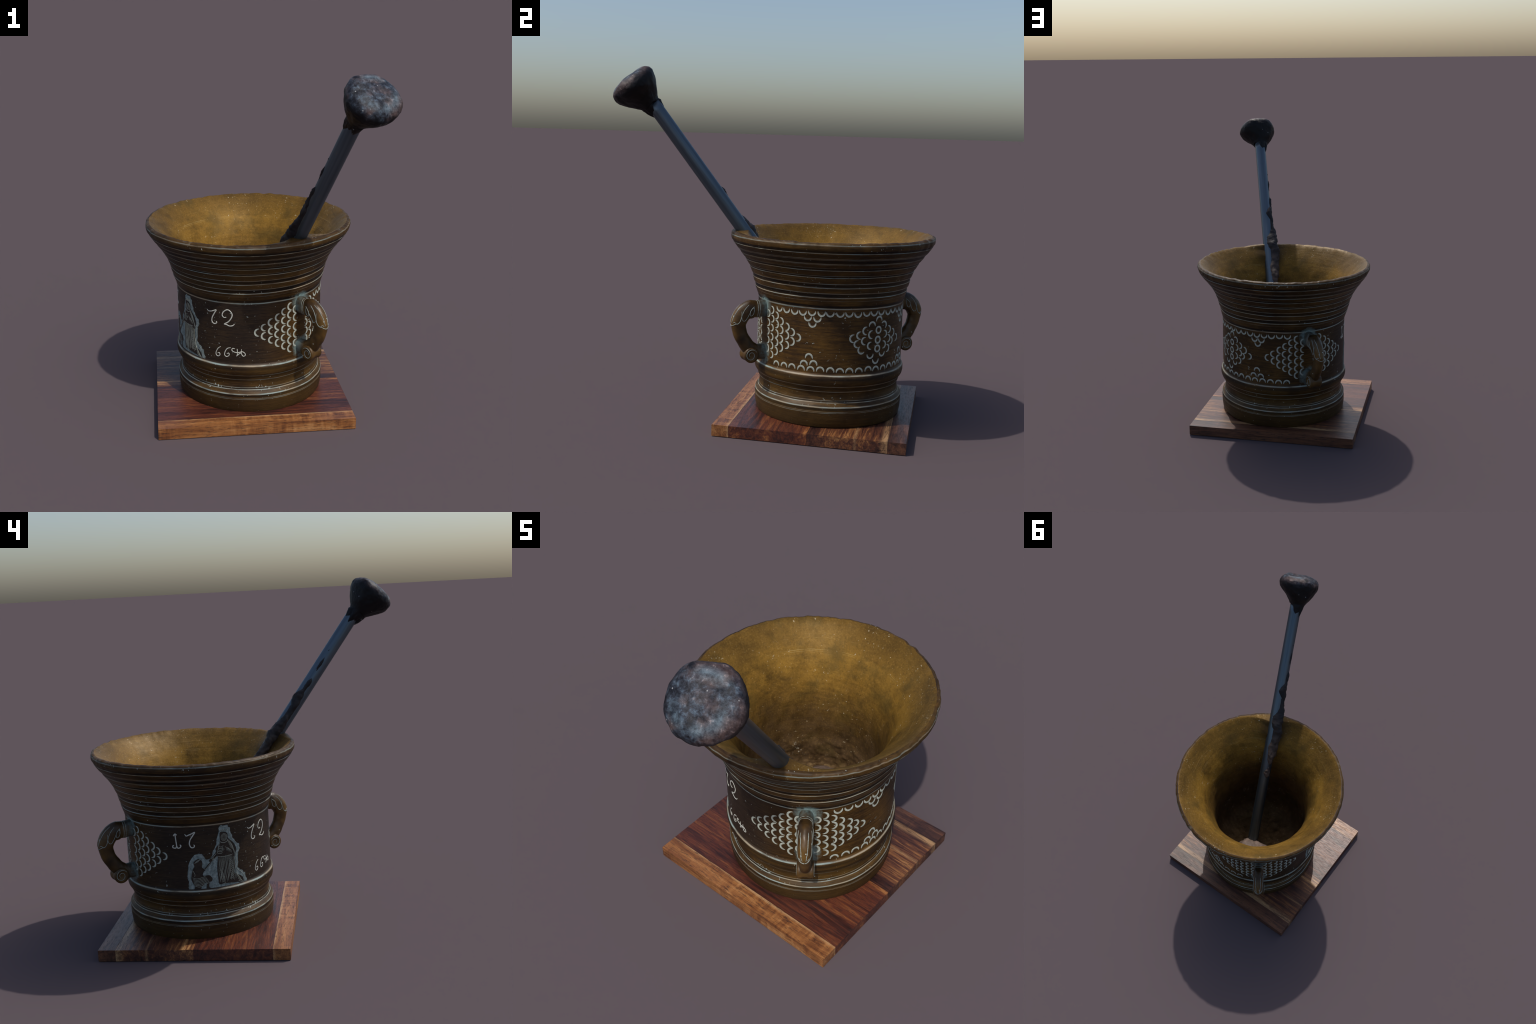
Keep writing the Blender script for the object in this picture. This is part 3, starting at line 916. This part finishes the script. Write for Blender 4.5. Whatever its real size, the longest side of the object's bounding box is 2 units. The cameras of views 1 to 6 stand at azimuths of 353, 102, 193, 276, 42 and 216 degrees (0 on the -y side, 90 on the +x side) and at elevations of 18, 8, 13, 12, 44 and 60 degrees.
# head: lumpy mushroom, its neck running down one side of the shaft
HEAD = [(-.205, .012), (-.195, .030), (-.165, .0430), (-.135, .0500), (-.115, .0600), (-.095, .0760), (-.075, .0910), (-.05, .1090), (-.025, .1250), (-.003, .1330), (.016, .1335),
        (.034, .1285), (.048, .1170), (.058, .0970), (.0640, .0700), (.0655, .0420), (.0645, .0200), (.0640, .0004)]
hp = soften(resample(HEAD, .004), 3)
HM = frame(HEAD_Q, HEAD_AX)
side_l = HM.to_3x3().inverted() @ Vector((-1, 0, 0))
verts, faces = [], []
m = 128
for t, r in hp:
    for k in range(m):
        a = 2 * PI * k / m
        c, s = math.cos(a), math.sin(a)
        f = 1 + (.060 * fbm((c * 1.3, s * 1.3, t * 9 + 4), 2) + .022 * fbm((c * 4, s * 4, t * 28), 3)) * smoothstep(.0, .05, r)
        zt = t + .007 * fbm((c * r * 13, s * r * 13, 7.7), 2) * smoothstep(-.02, .04, t)
        if t < -.13:
            f *= 1 + .22 * fbm((c * 1.3, s * 1.3, 5.5), 2)
            zt += .04 * fbm((c * 1.1, s * 1.1, 1.1), 2)
        lean = .014 * float(smoothstep(-.02, -.09, t))
        verts.append((r * f * c + side_l.x * lean, r * f * s + side_l.y * lean, zt))
for i in range(len(hp) - 1):
    for k in range(m):
        k2 = (k + 1) % m
        faces.append((i * m + k, i * m + k2, (i + 1) * m + k2, (i + 1) * m + k))
faces += [tuple(range(m))[::-1], tuple((len(hp) - 1) * m + k for k in range(m))]
head = add_object("head", mesh_from("head", verts, faces), None, [MAT_HEAD])
place(head, HM)

# crust of old residue along one side of the shaft: (z on shaft, width, height above shaft, sideways angle)
side_v = Vector((-1, 0, 0))
dv = Vector(ROD_D)
side_v = (side_v - dv * side_v.dot(dv)).normalized()
up_v = dv.cross(side_v)
if up_v.z < 0:
    up_v = -up_v

def crust(name, stations, mat, seed=0, m=20):
    S = catmull(stations, 8)
    verts, faces = [], []
    for i, (z, w, h, ang) in enumerate(S):
        base = Vector(rod_point(z))
        a = math.radians(ang)
        c = side_v * math.cos(a) + up_v * math.sin(a)
        l = dv.cross(c)
        for k in range(m):
            b = 2 * PI * k / m
            rough = 1 + .28 * fbm((math.cos(b) * 1.2, math.sin(b) * 1.2 + seed, z * 24), 3)
            out = ROD_R - .012 + (h + .012) * max(math.sin(b), -.4) * rough
            verts.append(tuple(base + c * out + l * w * math.cos(b) * rough - P_ORG))
    n = len(S)
    for i in range(n - 1):
        for k in range(m):
            k2 = (k + 1) % m
            faces.append((i * m + k, i * m + k2, (i + 1) * m + k2, (i + 1) * m + k))
    faces += [tuple(range(m))[::-1], tuple((n - 1) * m + k for k in range(m))]
    me = mesh_from(name, verts, faces)
    bm = bmesh.new(); bm.from_mesh(me); bmesh.ops.recalc_face_normals(bm, faces=bm.faces[:]); bm.to_mesh(me); bm.free()
    return add_object(name, me, pestle, [mat])

crust("crust", [(.835, .004, .001, 30), (.855, .020, .012, 28), (.89, .030, .020, 26), (.94, .034, .026, 22), (.99, .030, .030, 14), (1.03, .029, .034, 10), (1.065, .034, .038, 16), (1.10, .037, .038, 24),
                (1.135, .033, .032, 22), (1.17, .026, .025, 14), (1.21, .021, .017, 8), (1.25, .019, .012, 6), (1.28, .024, .011, 18), (1.305, .028, .012, 28), (1.325, .024, .011, 22), (1.35, .014, .009, 10),
                (1.38, .014, .009, 6), (1.405, .012, .007, 4), (1.42, .004, .000, 4)], MAT_CRUST, 1)
crust("crust", [(1.455, .002, -.002, 8), (1.475, .009, .0035, 8), (1.50, .011, .0055, 8), (1.525, .006, .003, 8), (1.537, .001, -.002, 8)], MAT_CRUST, 2)
crust("crust", [(.745, .004, -.002, 42), (.765, .020, .009, 40), (.79, .023, .012, 38), (.812, .012, .005, 36), (.828, .002, -.002, 34)], MAT_CRUST, 3)
crust("crust", [(1.567, .001, -.003, 10), (1.575, .004, .001, 10), (1.583, .001, -.003, 10)], MAT_CRUST, 4)

# lower end, caked with dried paste and mostly buried in the bottom
verts, faces = [], []
m, n = 48, 24
for i in range(n + 1):
    p = PI * (i + .02) / (n + .04)
    for k in range(m):
        a = 2 * PI * k / m
        d = Vector((math.sin(p) * math.cos(a), math.sin(p) * math.sin(a), math.cos(p)))
        r = .088 * (1 + .18 * fbm(d * 1.8, 3))
        verts.append((d.x * r * 1.75, d.y * r * 1.45, d.z * r * 1.12))
for i in range(n):
    for k in range(m):
        k2 = (k + 1) % m
        faces.append((i * m + k, i * m + k2, (i + 1) * m + k2, (i + 1) * m + k))
low = add_object("lower_head", mesh_from("lower_head", verts, faces), None, [MAT_PASTE])
place(low, Matrix.Translation(Vector((-.045, .480, .270))))

# ------------------------------------------------------------------ board
board = add_empty("wooden_board", (-.0035, .2665, 0))
board["label"] = "square glued hardwood board in dark reddish brown planks"
board["category"] = "board"
BX0, BX1, BY0, BY1, BZ = -.5535, .5460, -.2635, .7975, .0645
CUTS = [BY0, -.168, .267, .700, BY1]
WOODS = [
    wood_mat("figured_light_wood", 1, [(0.36, (0.055, 0.018, 0.008)), (0.46, (0.165, 0.058, 0.018)), (0.55, (0.275, 0.110, 0.033)), (0.68, (0.42, 0.21, 0.080))], 0.45, 1.0, [(-.4345, .016, .8)]),
    wood_mat("red_brown_wood", 2, [(0.38, (0.012, 0.0044, 0.0042)), (0.48, (0.048, 0.0125, 0.0080)), (0.56, (0.100, 0.0260, 0.0120)), (0.63, (0.165, 0.054, 0.018)), (0.72, (0.32, 0.13, 0.04))], 0.0, 1.3),
    wood_mat("streaked_brown_wood", 3, [(0.40, (0.014, 0.0052, 0.0046)), (0.49, (0.050, 0.0165, 0.010)), (0.57, (0.098, 0.034, 0.0155)), (0.64, (0.22, 0.090, 0.030)), (0.73, (0.42, 0.23, 0.09))], 0.15, 1.35, [(.4335, .05, .75), (.26, .012, .4)]),
    wood_mat("grey_brown_wood", 4, [(0.38, (0.022, 0.009, 0.0065)), (0.50, (0.070, 0.027, 0.0150)), (0.62, (0.150, 0.062, 0.030))], 0.2, 1.2),
]
for i in range(4):
    y0, y1 = CUTS[i], CUTS[i + 1]
    bm = bmesh.new()
    bmesh.ops.create_cube(bm, size=1.0)
    for v in bm.verts:
        v.co = ((BX0 + BX1) / 2 + v.co.x * (BX1 - BX0) + .0035, (y0 + y1) / 2 + v.co.y * (y1 - y0) - .2665, BZ / 2 + v.co.z * BZ)
    bmesh.ops.bevel(bm, geom=bm.edges[:], offset=.0009, segments=2, affect='EDGES')
    me = bpy.data.meshes.new("plank")
    bm.to_mesh(me); bm.free()
    add_object("plank", me, board, [WOODS[i]])

bpy.context.view_layer.update()
